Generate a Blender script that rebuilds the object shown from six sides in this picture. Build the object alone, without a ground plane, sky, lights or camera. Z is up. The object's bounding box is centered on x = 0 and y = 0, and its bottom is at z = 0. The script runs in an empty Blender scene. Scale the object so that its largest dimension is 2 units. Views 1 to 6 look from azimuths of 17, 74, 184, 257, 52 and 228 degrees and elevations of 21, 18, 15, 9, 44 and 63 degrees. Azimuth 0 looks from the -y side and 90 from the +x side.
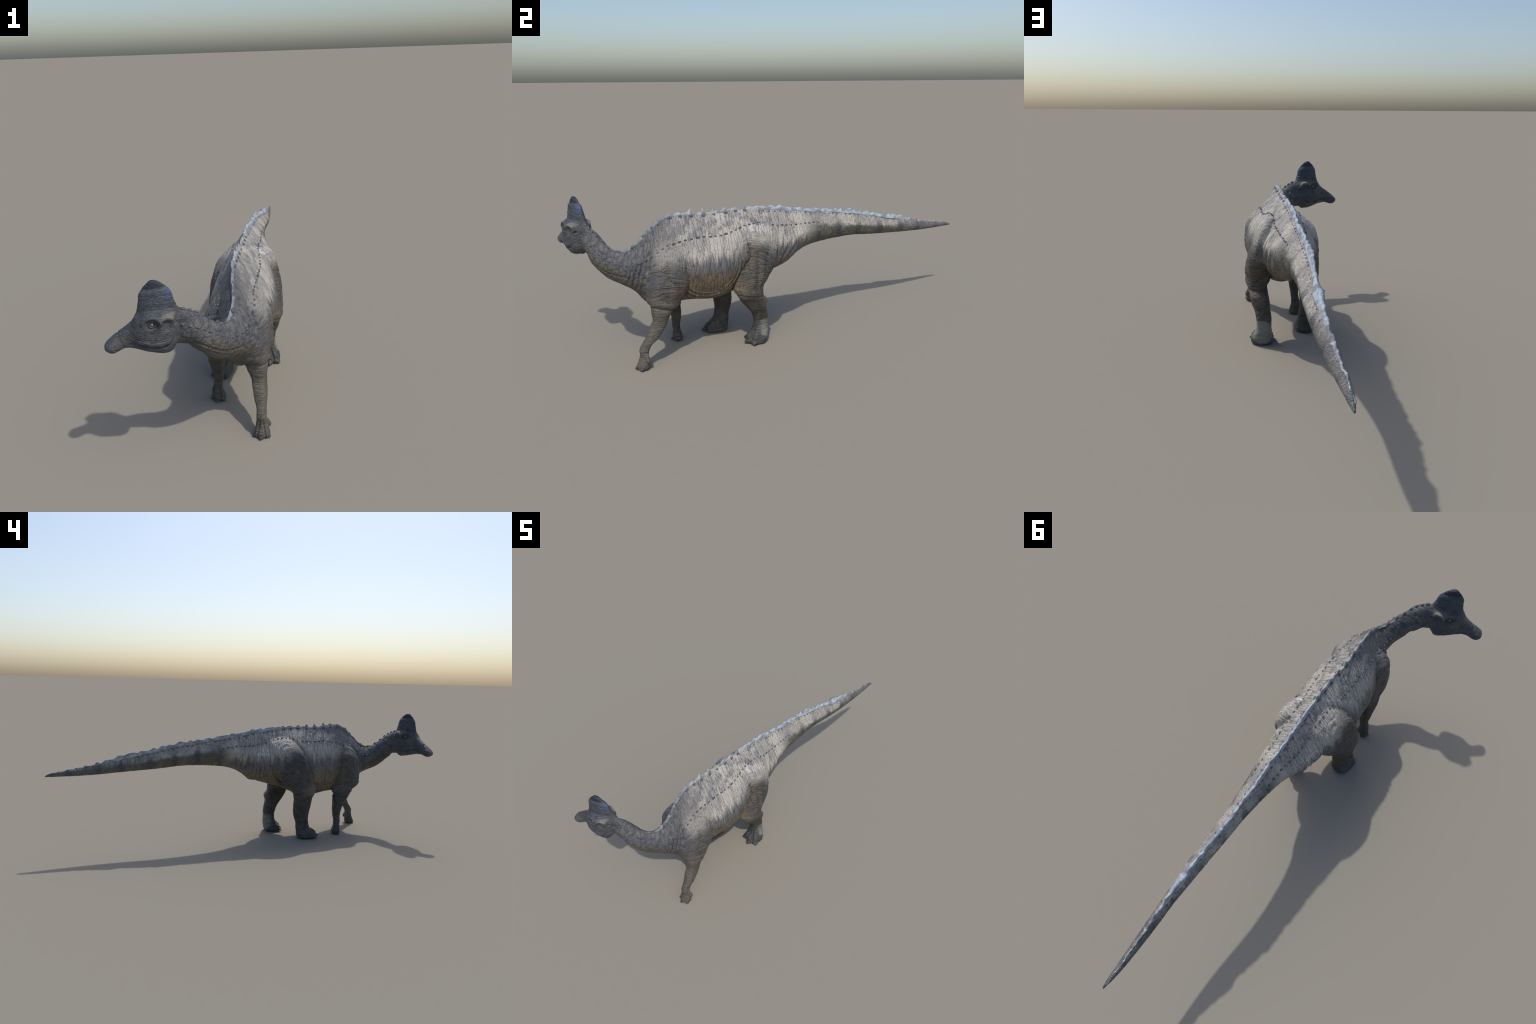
import bpy, bmesh, math, random
import numpy as np
from mathutils import Vector, Matrix

# ----------------------------------------------------------------------------
# A walking crested duck-billed dinosaur, head turned to its right.
# Frame: metres, z up, snout towards -y, tail tip at +y.
# ----------------------------------------------------------------------------
VOXEL = 0.0020
rng = random.Random(7)


# ------------------------------------------------------------------ numeric helpers
def smoothstep(a, b, x):
    t = np.clip((x - a) / (b - a), 0.0, 1.0)
    return t * t * (3 - 2 * t)


def bell(x, w):
    return np.exp(-(x / w) ** 2)


def _hash(i, j, k, seed):
    n = (i * 374761393 + j * 668265263 + k * 2147483647 + seed * 974634777) & 0xFFFFFFFF
    n = ((n ^ (n >> 13)) * 1274126177) & 0xFFFFFFFF
    n = ((n ^ (n >> 16)) * 2246822519) & 0xFFFFFFFF
    return (n ^ (n >> 15)).astype(np.float64) / 4294967295.0


def noise(p, seed=0):
    """value noise in 0..1 at points p (n,3)"""
    f = np.floor(p)
    t = p - f
    t = t * t * t * (t * (t * 6 - 15) + 10)
    i = f.astype(np.int64)
    out = 0.0
    for dx in (0, 1):
        wx = t[:, 0] if dx else 1 - t[:, 0]
        for dy in (0, 1):
            wy = t[:, 1] if dy else 1 - t[:, 1]
            for dz in (0, 1):
                wz = t[:, 2] if dz else 1 - t[:, 2]
                out = out + wx * wy * wz * _hash(i[:, 0] + dx, i[:, 1] + dy, i[:, 2] + dz, seed)
    return out


def fbm(p, seed=0, octaves=3):
    a, s, o = 1.0, 0.0, 0.0
    for n in range(octaves):
        o = o + a * noise(p * 2.03 ** n, seed + 11 * n)
        s += a
        a *= 0.5
    return o / s


def groove(n, width=0.10):
    """thin valleys along the mid level set of a noise field: 1 in the crack, 0 away"""
    return np.exp(-((n - 0.5) / width) ** 2)


def curve(rows, count):
    """Catmull-Rom through rows of control values, spaced by the distance of the first 3 columns"""
    r = np.array(rows, float)
    d = np.concatenate([[0], np.cumsum(np.maximum(1e-6, np.linalg.norm(np.diff(r[:, :3], axis=0), axis=1)))])
    u = np.linspace(0, d[-1], count)
    m = np.zeros_like(r)
    h = np.diff(d)[:, None]
    s = np.diff(r, axis=0) / h
    m[0], m[-1] = s[0], s[-1]
    m[1:-1] = (s[:-1] * h[1:] + s[1:] * h[:-1]) / (h[1:] + h[:-1])
    k = np.clip(np.searchsorted(d, u) - 1, 0, len(d) - 2)
    hk = h[k]
    t = ((u - d[k])[:, None]) / hk
    t2, t3 = t * t, t * t * t
    return (2 * t3 - 3 * t2 + 1) * r[k] + (t3 - 2 * t2 + t) * hk * m[k] + (-2 * t3 + 3 * t2) * r[k + 1] + (t3 - t2) * hk * m[k + 1]


class Shell:
    """collects closed pieces of skin before they are fused"""
    def __init__(self):
        self.v, self.f, self.n = [], [], 0

    def rings(self, R):
        """R: (rings, points, 3) closed tube with capped ends"""
        a, b, _ = R.shape
        base = self.n
        self.v.append(R.reshape(-1, 3))
        self.v.append(R[0].mean(0)[None])
        self.v.append(R[-1].mean(0)[None])
        for i in range(a - 1):
            for j in range(b):
                k = (j + 1) % b
                self.f.append((base + i * b + j, base + i * b + k, base + (i + 1) * b + k, base + (i + 1) * b + j))
        c0, c1 = base + a * b, base + a * b + 1
        for j in range(b):
            k = (j + 1) % b
            self.f.append((c0, base + k, base + j))
            self.f.append((c1, base + (a - 1) * b + j, base + (a - 1) * b + k))
        self.n += a * b + 2

    def mesh(self, name):
        me = bpy.data.meshes.new(name)
        me.from_pydata(np.concatenate(self.v).tolist(), [], self.f)
        me.update()
        return me


def section(f, fm, a, b, p):
    """half width (0..1) of a body section at height fraction f: round belly below fm, roof above"""
    u = np.clip((f - fm) / (1 - fm), 0, 1)
    top = np.power(np.maximum(0, 1 - u ** a), b)
    d = np.clip((fm - f) / fm, 0, 1)
    bot = np.power(np.maximum(0, 1 - d ** p), 1 / p)
    return np.where(f > fm, top, bot)


def profile_loft(shell, rows, rings, pts=72, skew=None, right=None):
    """rows: top xyz, bottom xyz, half width, fm, a, b, p"""
    c = curve(rows, rings)
    T, B, w = c[:, :3], c[:, 3:6], np.maximum(c[:, 6], 0.0005)
    C = (T + B) / 2
    t = np.gradient(C, axis=0)
    t[:, 2] = 0
    t /= np.linalg.norm(t, axis=1)[:, None] + 1e-9
    for _ in range(6):
        t[1:-1] = (t[:-2] + t[1:-1] * 2 + t[2:]) / 4
    t /= np.linalg.norm(t, axis=1)[:, None]
    L = np.stack([t[:, 1], -t[:, 0], 0 * t[:, 0]], 1)
    half = pts // 2
    th = np.linspace(0, math.pi, half + 1)
    f = (1 - np.cos(th)) / 2
    R = np.zeros((rings, 2 * half, 3))
    for i in range(rings):
        g = section(f, c[i, 7], c[i, 8], c[i, 9], c[i, 10]) * w[i]
        mid = B[i] + (T[i] - B[i]) * f[:, None]
        if skew is not None:
            mid = mid + L[i] * (skew(C[i]) * np.sin(math.pi * f) * smoothstep(.05, .5, f))[:, None]
        left = 1 - .07 * bell(C[i][1] + .285, .045) if right is not None else 1.0
        R[i, :half + 1] = mid + L[i] * (g * left)[:, None]
        if right is not None:                                   # the two flanks are not mirror images
            y_ = C[i][1]
            g = g * (1 - .05 * bell(y_ + .385, .04) + .06 * bell(y_, .12) * bell(f - .48, .2)) * (1 - right(C[i]) * np.sin(math.pi * np.clip((f - .52) / .48, 0, 1)))
        R[i, half + 1:] = (mid - L[i] * g[:, None])[half - 1:0:-1]
    shell.rings(R)


def limb_loft(shell, rows, rings, pts=48, yaw=0.0, e=2.2):
    """rows: centre xyz, half width across, half depth along; horizontal superellipse sections"""
    c = curve(rows, rings)
    th = np.linspace(0, 2 * math.pi, pts, endpoint=False)
    cx = np.sign(np.cos(th)) * np.abs(np.cos(th)) ** (2 / e)
    cy = np.sign(np.sin(th)) * np.abs(np.sin(th)) ** (2 / e)
    ca, sa = math.cos(yaw), math.sin(yaw)
    R = np.zeros((rings, pts, 3))
    for i in range(rings):
        x, y = cx * max(c[i, 3], 0.001), cy * max(c[i, 4], 0.001)
        R[i, :, 0] = c[i, 0] + x * ca - y * sa
        R[i, :, 1] = c[i, 1] + x * sa + y * ca
        R[i, :, 2] = c[i, 2]
    shell.rings(R[::-1])


def tube(shell, rows, rings=14, pts=20, flat=1.0):
    """rows: centre xyz, radius; round sections across the path, 'flat' squashes them vertically"""
    c = curve(rows, rings)
    t = np.gradient(c[:, :3], axis=0)
    t /= np.linalg.norm(t, axis=1)[:, None]
    th = np.linspace(0, 2 * math.pi, pts, endpoint=False)
    R = np.zeros((rings, pts, 3))
    for i in range(rings):
        side = np.cross(t[i], [0, 0, 1.0])
        n = np.linalg.norm(side)
        side = side / n if n > 1e-3 else np.array([1.0, 0, 0])
        up = np.cross(side, t[i])
        R[i] = c[i, :3] + c[i, 3] * (np.cos(th)[:, None] * side + flat * np.sin(th)[:, None] * up)
    shell.rings(R)


# ------------------------------------------------------------------ measurements
# head frame: s forward, l to its left, z up
H0 = np.array([-0.0915, -0.9145, 0.0])
HF = np.array([-0.866, -0.5, 0.0])
HL = np.array([0.5, -0.866, 0.0])


def head_point(s, l, z):
    return H0 + HF * s + HL * l + np.array([0, 0, z])


# top xyz, bottom xyz, half width, fm, a, b, p  (nape -> tail tip)
TRUNK = [
    (-0.03, -0.888, 0.575, -0.05, -0.89, 0.465, 0.011, 0.48, 2.2, 0.5, 2),
    (-0.005, -0.872, 0.58, -0.036, -0.879, 0.458, 0.022, 0.48, 2.2, 0.5, 1.9),
    (0.016, -0.857, 0.569, -0.013, -0.868, 0.456, 0.033, 0.48, 2.1, 0.5, 1.8),
    (0.0375, -0.8375, 0.553, -0.0005, -0.8585, 0.45, 0.04, 0.48, 1.9, 0.55, 1.8),
    (0.0525, -0.8215, 0.534, 0.0115, -0.8505, 0.434, 0.04, 0.48, 1.8, 0.6, 1.8),
    (0.0675, -0.8025, 0.513, 0.0325, -0.8445, 0.419, 0.041, 0.48, 1.7, 0.65, 1.8),
    (0.0815, -0.7775, 0.492, 0.0495, -0.8275, 0.396, 0.043, 0.48, 1.7, 0.65, 1.8),
    (0.0925, -0.7425, 0.48, 0.0715, -0.7955, 0.366, 0.042, 0.47, 1.7, 0.7, 1.8),
    (0.0965, -0.7035, 0.492, 0.0895, -0.7485, 0.343, 0.051, 0.46, 1.7, 0.8, 1.9),
    (0.0905, -0.6575, 0.527, 0.1035, -0.7005, 0.313, 0.065, 0.44, 1.6, 0.9, 2),
    (0.0775, -0.6245, 0.555, 0.1025, -0.6635, 0.264, 0.084, 0.43, 1.5, 0.95, 2),
    (0.068, -0.59, 0.584, 0.096, -0.62, 0.24, 0.092, 0.42, 1.5, 1, 2),
    (0.056, -0.55, 0.604, 0.08, -0.57, 0.232, 0.104, 0.42, 1.5, 1, 2),
    (0.045, -0.5, 0.607, 0.056, -0.51, 0.234, 0.115, 0.43, 1.55, 1, 2.05),
    (0.035, -0.45, 0.603, 0.045, -0.45, 0.228, 0.13, 0.44, 1.6, 1, 1.9),
    (0.024, -0.4, 0.598, 0.035, -0.4, 0.219, 0.135, 0.44, 1.6, 1, 1.9),
    (0.016, -0.35, 0.597, 0.025, -0.35, 0.218, 0.137, 0.44, 1.6, 1, 1.9),
    (0.01, -0.3, 0.599, 0.013, -0.3, 0.226, 0.135, 0.45, 1.6, 1, 1.9),
    (0, -0.25, 0.601, 0.005, -0.25, 0.245, 0.129, 0.46, 1.6, 1, 1.9),
    (-0.01, -0.2, 0.599, -0.004, -0.2, 0.268, 0.116, 0.46, 1.6, 1, 2.05),
    (-0.02, -0.15, 0.595, -0.013, -0.15, 0.284, 0.109, 0.46, 1.6, 1, 2),
    (-0.032, -0.1, 0.589, -0.021, -0.1, 0.298, 0.105, 0.46, 1.55, 1, 1.9),
    (-0.042, -0.05, 0.582, -0.029, -0.05, 0.314, 0.095, 0.46, 1.5, 1, 1.9),
    (-0.051, 0, 0.574, -0.037, 0, 0.336, 0.083, 0.46, 1.45, 1, 1.9),
    (-0.06, 0.05, 0.566, -0.044, 0.05, 0.369, 0.07, 0.5, 1.15, 0.95, 1.8),
    (-0.069, 0.1, 0.559, -0.052, 0.1, 0.388, 0.06, 0.5, 1.15, 0.95, 1.8),
    (-0.09006, 0.2, 0.545, -0.06861, 0.2, 0.403, 0.046, 0.5, 1.15, 0.95, 1.8),
    (-0.1059, 0.3, 0.529, -0.08589, 0.3, 0.408, 0.0365, 0.5, 1.15, 0.95, 1.8),
    (-0.116, 0.36, 0.521, -0.0975, 0.36, 0.408, 0.034, 0.5, 1.15, 0.95, 1.8),
    (-0.127, 0.45, 0.503, -0.1125, 0.45, 0.4, 0.031, 0.5, 1.15, 0.95, 1.8),
    (-0.136, 0.55, 0.481, -0.1275, 0.55, 0.393, 0.0285, 0.5, 1.15, 0.95, 1.8),
    (-0.151, 0.65, 0.461, -0.1435, 0.65, 0.388, 0.022, 0.44, 1.4, 0.7, 2.2),
    (-0.169, 0.75, 0.434, -0.1645, 0.75, 0.382, 0.0195, 0.45, 1.6, 0.6, 2.2),
    (-0.1883, 0.85, 0.417, -0.185, 0.85, 0.379, 0.016, 0.46, 1.8, 0.55, 2.2),
    (-0.2032, 0.93, 0.404, -0.2006, 0.93, 0.379, 0.0118, 0.48, 2, 0.5, 2),
    (-0.21, 0.98, 0.395, -0.209, 0.98, 0.379, 0.0065, 0.5, 2, 0.5, 2),
    (-0.212, 1, 0.387, -0.212, 1, 0.38, 0.003, 0.5, 2, 0.5, 2),
]

# s, top z, bottom z, half width, fm, a, b, p
HEAD = [
    (0.152, 0.482, 0.473, 0.0103, 0.5, 2.2, 0.5, 2.2),
    (0.147, 0.49, 0.467, 0.0188, 0.5, 2.2, 0.5, 2.2),
    (0.136, 0.502, 0.46, 0.0248, 0.44, 2, 0.5, 2.6),
    (0.123, 0.513, 0.458, 0.0258, 0.42, 1.9, 0.5, 2.6),
    (0.108, 0.524, 0.462, 0.0238, 0.42, 1.9, 0.5, 2.5),
    (0.093, 0.534, 0.4665, 0.0208, 0.5, 2, 0.5, 2.3),
    (0.075, 0.546, 0.4675, 0.0223, 0.5, 2, 0.5, 2.4),
    (0.06, 0.56, 0.4655, 0.0273, 0.5, 2, 0.5, 2.8),
    (0.045, 0.579, 0.464, 0.0358, 0.5, 2.2, 0.5, 3.2),
    (0.03, 0.591, 0.46, 0.0423, 0.5, 2.8, 0.5, 3.4),
    (0.01, 0.597, 0.455, 0.0483, 0.5, 4.4, 0.5, 3.6),
    (-0.01, 0.6, 0.45, 0.0498, 0.5, 4.8, 0.5, 3.8),
    (-0.03, 0.6, 0.447, 0.0513, 0.5, 4.8, 0.5, 4),
    (-0.05, 0.598, 0.45, 0.0488, 0.5, 4.6, 0.5, 3.6),
    (-0.068, 0.594, 0.4642, 0.0345, 0.5, 3, 0.5, 2.6),
    (-0.082, 0.588, 0.4748, 0.024, 0.5, 2.6, 0.5, 2),
    (-0.095, 0.58, 0.486, 0.015, 0.5, 2.2, 0.5, 2),
    (-0.105, 0.565, 0.5, 0.005, 0.5, 2.2, 0.5, 2),
]

# crest blade: z, rear s, front s, half width
CREST = [
    (.560, -.088, .060, .036),
    (.575, -.085, .050, .033),
    (.590, -.082, .043, .029),
    (.605, -.078, .039, .0280),
    (.620, -.073, .036, .0255),
    (.637, -.070, .033, .0215),
    (.652, -.063, .027, .0172),
    (.660, -.056, .0215, .0118),
    (.669, -.046, .0125, .0104),
    (.677, -.036, .0035, .0090),
    (.682, -.027, -.002, .0078),
    (.685, -.018, -.007, .0045),
]

FORELIMB_L = [
    (.105, -.565, .505, .020, .035), (.124, -.565, .475, .042, .060), (.136, -.566, .435, .056, .074),
    (.140, -.566, .385, .058, .080), (.143, -.576, .330, .058, .085), (.144, -.587, .285, .050, .073),
    (.147, -.592, .250, .043, .054),
    (.154, -.602, .222, .0355, .042), (.161, -.611, .189, .028, .032), (.165, -.620, .172, .027, .033),
    (.172, -.638, .146, .0250, .031), (.178, -.654, .120, .0220, .027), (.185, -.674, .100, .0180, .023),
    (.187, -.684, .081, .0185, .0210), (.187, -.687, .057, .019, .0185), (.189, -.691, .035, .024, .021),
    (.191, -.694, .018, .028, .025), (.191, -.695, .004, .028, .025), (.191, -.695, .000, .025, .022)]
FORELIMB_R = [
    (.024, -.578, .500, .020, .035), (.017, -.576, .470, .034, .054), (.006, -.578, .435, .043, .073),
    (.000, -.575, .385, .045, .084), (-.006, -.573, .330, .044, .088), (-.008, -.576, .285, .040, .079),
    (-.015, -.562, .245, .036, .056),
    (-.027, -.544, .205, .032, .042), (-.032, -.531, .168, .027, .030), (-.034, -.525, .138, .0245, .025),
    (-.035, -.524, .100, .0185, .020), (-.038, -.526, .075, .019, .0182), (-.042, -.524, .047, .023, .018),
    (-.040, -.522, .022, .028, .022), (-.039, -.521, .005, .028, .022), (-.039, -.521, .000, .025, .020)]
HINDLIMB_L = [
    (.038, -.150, .540, .022, .050), (.055, -.155, .510, .034, .075), (.068, -.162, .470, .043, .086), (.077, -.170, .420, .049, .089),
    (.087, -.181, .365, .054, .085), (.097, -.203, .310, .055, .072), (.105, -.217, .265, .045, .060),
    (.107, -.208, .235, .041, .057), (.098, -.190, .206, .037, .059), (.090, -.180, .173, .037, .044),
    (.081, -.165, .143, .032, .037), (.0745, -.156, .112, .0315, .0335), (.0735, -.155, .083, .0305, .0325),
    (.076, -.159, .057, .034, .037), (.081, -.169, .035, .042, .043), (.084, -.178, .014, .047, .047),
    (.084, -.180, .004, .046, .046), (.084, -.180, .000, .042, .042)]
HINDLIMB_R = [
    (-.040, -.170, .550, .018, .050), (-.058, -.180, .525, .033, .074), (-.081, -.197, .480, .046, .092), (-.092, -.221, .420, .049, .103),
    (-.094, -.243, .365, .050, .101), (-.097, -.271, .310, .050, .085),
    (-.098, -.304, .265, .047, .066),
    (-.098, -.303, .225, .043, .050), (-.101, -.298, .185, .037, .047), (-.100, -.294, .150, .033, .044),
    (-.097, -.296, .110, .030, .038), (-.092, -.303, .085, .031, .035), (-.091, -.309, .057, .034, .039),
    (-.091, -.321, .035, .041, .048), (-.090, -.331, .014, .045, .055), (-.090, -.333, .004, .044, .054), (-.090, -.333, .000, .040, .050)]

# toes: ankle point -> tip, radius at tip
TOES = {
    'LH': [((.098, -.182), (.117, -.193), .0165), ((.084, -.187), (.092, -.212), .0175), ((.068, -.182), (.055, -.204), .0165)],
    'RH': [((-.074, -.340), (-.064, -.360), .0165), ((-.088, -.343), (-.086, -.376), .0175), ((-.102, -.338), (-.113, -.358), .0165)],
    'LF': [((.184, -.696), (.176, -.702), .0125), ((.191, -.698), (.192, -.708), .0130), ((.197, -.695), (.206, -.698), .0125)],
    'RF': [((-.046, -.524), (-.054, -.527), .0120), ((-.040, -.526), (-.039, -.534), .0125), ((-.034, -.524), (-.025, -.527), .0120)],
}
TOE_Z = {'LH': (.040, .0165), 'RH': (.038, .0165), 'LF': (.028, .0135), 'RF': (.028, .0135)}


def build_shell():
    sh = Shell()
    profile_loft(sh, TRUNK, 420, 80, lambda c: .011 * smoothstep(-.62, -.5, c[1]) * smoothstep(-.05, -.2, c[1])
                 + .003 * smoothstep(-.02, .08, c[1]) * smoothstep(.65, .5, c[1]),
                 lambda c: .14 * smoothstep(-.30, -.08, c[1]) * smoothstep(.75, .5, c[1]))
    head_rows = []
    for s, zt, zb, w, fm, a, b, p in HEAD:
        off = .0035 * float(smoothstep(-.08, -.04, s)) - .0095 * float(smoothstep(.0, .10, s))               # the muzzle bends a little to the right
        head_rows.append((*head_point(s, off, zt), *head_point(s, off, zb), w, fm, a, b, p))
    profile_loft(sh, head_rows, 120, 72)
    # crest: lens-shaped horizontal sections
    rows = [(*head_point((a + b) / 2, 0, z), (b - a) / 2, w) for z, a, b, w in CREST]
    limb_loft(sh, [(r[0], r[1], r[2], r[3], r[4]) for r in rows], 60, 48, yaw=math.radians(30), e=1.8)
    for rows in (FORELIMB_L, FORELIMB_R, HINDLIMB_L, HINDLIMB_R):
        limb_loft(sh, rows, 110, 56, e=2.7)
    for key, toes in TOES.items():
        z0, z1 = TOE_Z[key]
        for (ax, ay), (bx, by), r in toes:
            mx, my = (ax + bx * 1.2) / 2.2, (ay + by * 1.2) / 2.2
            tube(sh, [(ax, ay, z0, r * 1.15), (mx, my, (z0 + z1) / 2 + .001, r * 1.1), (bx, by, z1 * .95, r * .98),
                      (bx + (bx - ax) * .22, by + (by - ay) * .22, z1 * .62, r * .45)], 16, 24, .95)
    tube(sh, [(.105, -.555, .290, .020), (.120, -.540, .262, .024), (.134, -.538, .240, .020)], 12, 20)   # elbow
    # dew claw lump of the left hand
    tube(sh, [(.196, -.684, .070, .008), (.206, -.676, .050, .010), (.212, -.672, .035, .0085), (.214, -.671, .028, .004)], 12, 16)
    return sh


def remeshed(sh):
    ob = bpy.data.objects.new("skin_draft", sh.mesh("skin_draft"))
    bpy.context.scene.collection.objects.link(ob)
    mod = ob.modifiers.new("Remesh", 'REMESH')
    mod.mode = 'VOXEL'
    mod.voxel_size = VOXEL
    dg = bpy.context.evaluated_depsgraph_get()
    me = bpy.data.meshes.new_from_object(ob.evaluated_get(dg))
    bpy.data.objects.remove(ob)
    return me


def mesh_arrays(me):
    n = len(me.vertices)
    v = np.empty(n * 3)
    me.vertices.foreach_get("co", v)
    e = np.empty(len(me.edges) * 2, np.int64)
    me.edges.foreach_get("vertices", e)
    return v.reshape(-1, 3), e.reshape(-1, 2)


def relax(v, e, weight, rounds, mu=-0.53, lam=0.5):
    deg = np.bincount(e.ravel(), minlength=len(v))[:, None]
    for r in range(rounds):
        for k in ((lam, mu) if mu else (lam,)):
            s = np.zeros_like(v)
            for a in range(3):
                s[:, a] = np.bincount(e[:, 0], v[e[:, 1], a], len(v)) + np.bincount(e[:, 1], v[e[:, 0], a], len(v))
            v = v + (s / deg - v) * k * weight[:, None]
    return v


skin = remeshed(build_shell())
V, E = mesh_arrays(skin)
V = relax(V, E, np.ones(len(V)), 5)
# blend the roots of the limbs, the crest and the neck into the body
V = relax(V, E, smoothstep(.38, .46, V[:, 2]) * (V[:, 1] > -.75), 14, mu=0)
V = relax(V, E, smoothstep(.16, .10, np.linalg.norm(V - head_point(-.01, 0, .58), axis=1)) * smoothstep(.63, .61, V[:, 2]), 5, mu=0)
skin.vertices.foreach_set("co", V.ravel())
skin.update()

# ------------------------------------------------------------------ surface coordinates
TR = curve(TRUNK, 420)
TR_C = (TR[:, :3] + TR[:, 3:6]) / 2
TR_S = np.concatenate([[0], np.cumsum(np.linalg.norm(np.diff(TR_C, axis=0), axis=1))])


def trunk_coords(v):
    """arc length along the spine and height fraction between belly and back line"""
    idx = np.empty(len(v), np.int64)
    for a in range(0, len(v), 40000):
        d = ((v[a:a + 40000, None, :] - TR_C[None, ::3]) ** 2).sum(-1)
        idx[a:a + 40000] = d.argmin(1) * 3
    idx = np.clip(idx, 0, len(TR_C) - 1)
    i0, i1 = np.maximum(idx - 2, 0), np.minimum(idx + 2, len(TR_C) - 1)
    t = TR_C[i1] - TR_C[i0]
    ln = np.linalg.norm(t, axis=1)
    u = TR_S[idx] + ((v - TR_C[idx]) * t).sum(1) / ln
    ax = TR[idx, :3] - TR[idx, 3:6]
    f = ((v - TR[idx, 3:6]) * ax).sum(1) / (ax ** 2).sum(1)
    return u, f


def limb_field(v, rows):
    """1 on the axis skin of a limb, rising outwards; big above its root"""
    c = curve(rows, 120)[::-1]
    z = c[:, 2]
    cx, cy, rx, ry = (np.interp(v[:, 2], z, c[:, k]) for k in (0, 1, 3, 4))
    q = np.sqrt(((v[:, 0] - cx) / rx) ** 2 + ((v[:, 1] - cy) / ry) ** 2)
    return np.where(v[:, 2] > z[-1], 9.0, q)


LIMBS = {'LF': FORELIMB_L, 'RF': FORELIMB_R, 'LH': HINDLIMB_L, 'RH': HINDLIMB_R}
skin.update()
NRM = np.empty(len(V) * 3)
skin.vertices.foreach_get("normal", NRM)
NRM = NRM.reshape(-1, 3)
U, F = trunk_coords(V)
Q = {k: limb_field(V, r) for k, r in LIMBS.items()}
limb_w = np.zeros(len(V))
for k, q in Q.items():
    limb_w = np.maximum(limb_w, smoothstep(1.35, 1.02, q))
HS = (V - H0) @ HF
HLAT = (V - H0) @ HL
HZ = V[:, 2]
head_w = smoothstep(-.100, -.075, HS) * (V[:, 1] < -.80) * (np.abs(HLAT) < .09)
neck_w = (1 - head_w) * smoothstep(-.58, -.66, V[:, 1])
torso_w = (1 - head_w) * (1 - neck_w) * (1 - limb_w)
side = np.where(V[:, 0] > np.interp(V[:, 1], TR_C[:, 1], TR_C[:, 0]), 1.0, -1.0)

D = np.zeros(len(V))
X, Y, Z = V.T
warp = fbm(V * 28, 5)
# skin folds running down the flank and round the neck and tail
flank = noise(np.stack([U * 46 + warp * 1.8, F * 3.2, side * 7], 1), 3)
D -= .0016 * groove(flank, .085) * (torso_w + .8 * neck_w) * smoothstep(.02, .2, F) * smoothstep(1.0, .9, F) * smoothstep(.75, .25, Y)
fine = noise(np.stack([U * 120 + warp * 3, F * 9, side * 5], 1), 8)
D -= .0007 * groove(fine, .12) * (torso_w + neck_w) * smoothstep(1.0, .9, F)
D += (fbm(V * 95, 21) - .5) * .0014 * (1 - head_w * .4)
# limbs: rings of wrinkles that arch over the top of shoulder and thigh
for k, q in Q.items():
    yc = {'LF': -.57, 'RF': -.565, 'LH': -.18, 'RH': -.225}[k]
    w = smoothstep(1.4, 1.05, q)
    arch = Z + 5.5 * (Y - yc) ** 2 * smoothstep(.22, .40, Z)
    n = noise(np.stack([X * 7, Y * 8, arch * 54 + warp * 1.4], 1), 31)
    D -= (.0006 + .0018 * smoothstep(.22, .30, Z)) * groove(n, .10) * w * smoothstep(.05, .09, Z)
    n = noise(np.stack([X * 22, Y * 24, arch * 140 + warp * 3], 1), 37)
    D -= .0007 * groove(n, .12) * w
for k, yc, sgn in (('LH', -.178, -1), ('LF', -.572, 1), ('RF', -.57, 1), ('LH', -.178, 1.01), ('RH', -.235, 1.01)):
    q = Q[k]
    m = smoothstep(.0, .03, (Y - yc) * sgn) * smoothstep(.22, .26, Z) * smoothstep(.465, .38, Z)
    D -= .0060 * bell(q - 1.15, .060) * m
    D += .0070 * bell(q - .95, .12) * m * (1 if abs(sgn) == 1 else .6)
    m2 = smoothstep(.40, .45, Z) * smoothstep(.53, .49, Z)
    D += .0022 * bell(q - .93, .14) * m2
    D -= .0030 * bell(q - 1.14, .06) * m2
# belly folds sweeping from the elbow round to the front of the thigh
for yc, sgn in ((-.395, 1.0), (-.405, -1.0)):
    r = np.sqrt(((Y - yc) / .150) ** 2 + ((Z - .415) / .165) ** 2)
    ang = np.arctan2(Z - .415, Y - yc)
    m = smoothstep(.78, .88, r) * smoothstep(1.14, 1.04, r) * smoothstep(-2.7, -2.2, ang) * smoothstep(.1, -.3, ang) * (side == sgn) * torso_w
    D += .0055 * np.sin(r * 62 + warp * 1.5) * m
# standing folds where the neck meets the shoulder
for px, py, pz, sgn in ((.145, -.690, .395, 1), (.035, -.650, .395, -1)):
    d = np.sqrt((X - px) ** 2 + ((Y - py) / 1.1) ** 2 + ((Z - pz) / 1.25) ** 2)
    D += .0030 * np.sin((Y * 1.0 - (Z - .4) * .28) * 330 + warp * 2) * smoothstep(.062, .02, d)
# groove along the side of the throat and chest
gl = np.interp(U, [.0, .06, .14, .22, .30], [.30, .27, .27, .30, .30])
D -= .0035 * bell(F - gl, .035) * smoothstep(.30, .22, U) * smoothstep(.01, .05, U) * (1 - head_w)
D -= .0020 * bell(F - gl + .12, .03) * smoothstep(.26, .18, U) * smoothstep(.03, .08, U) * (1 - head_w)
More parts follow.
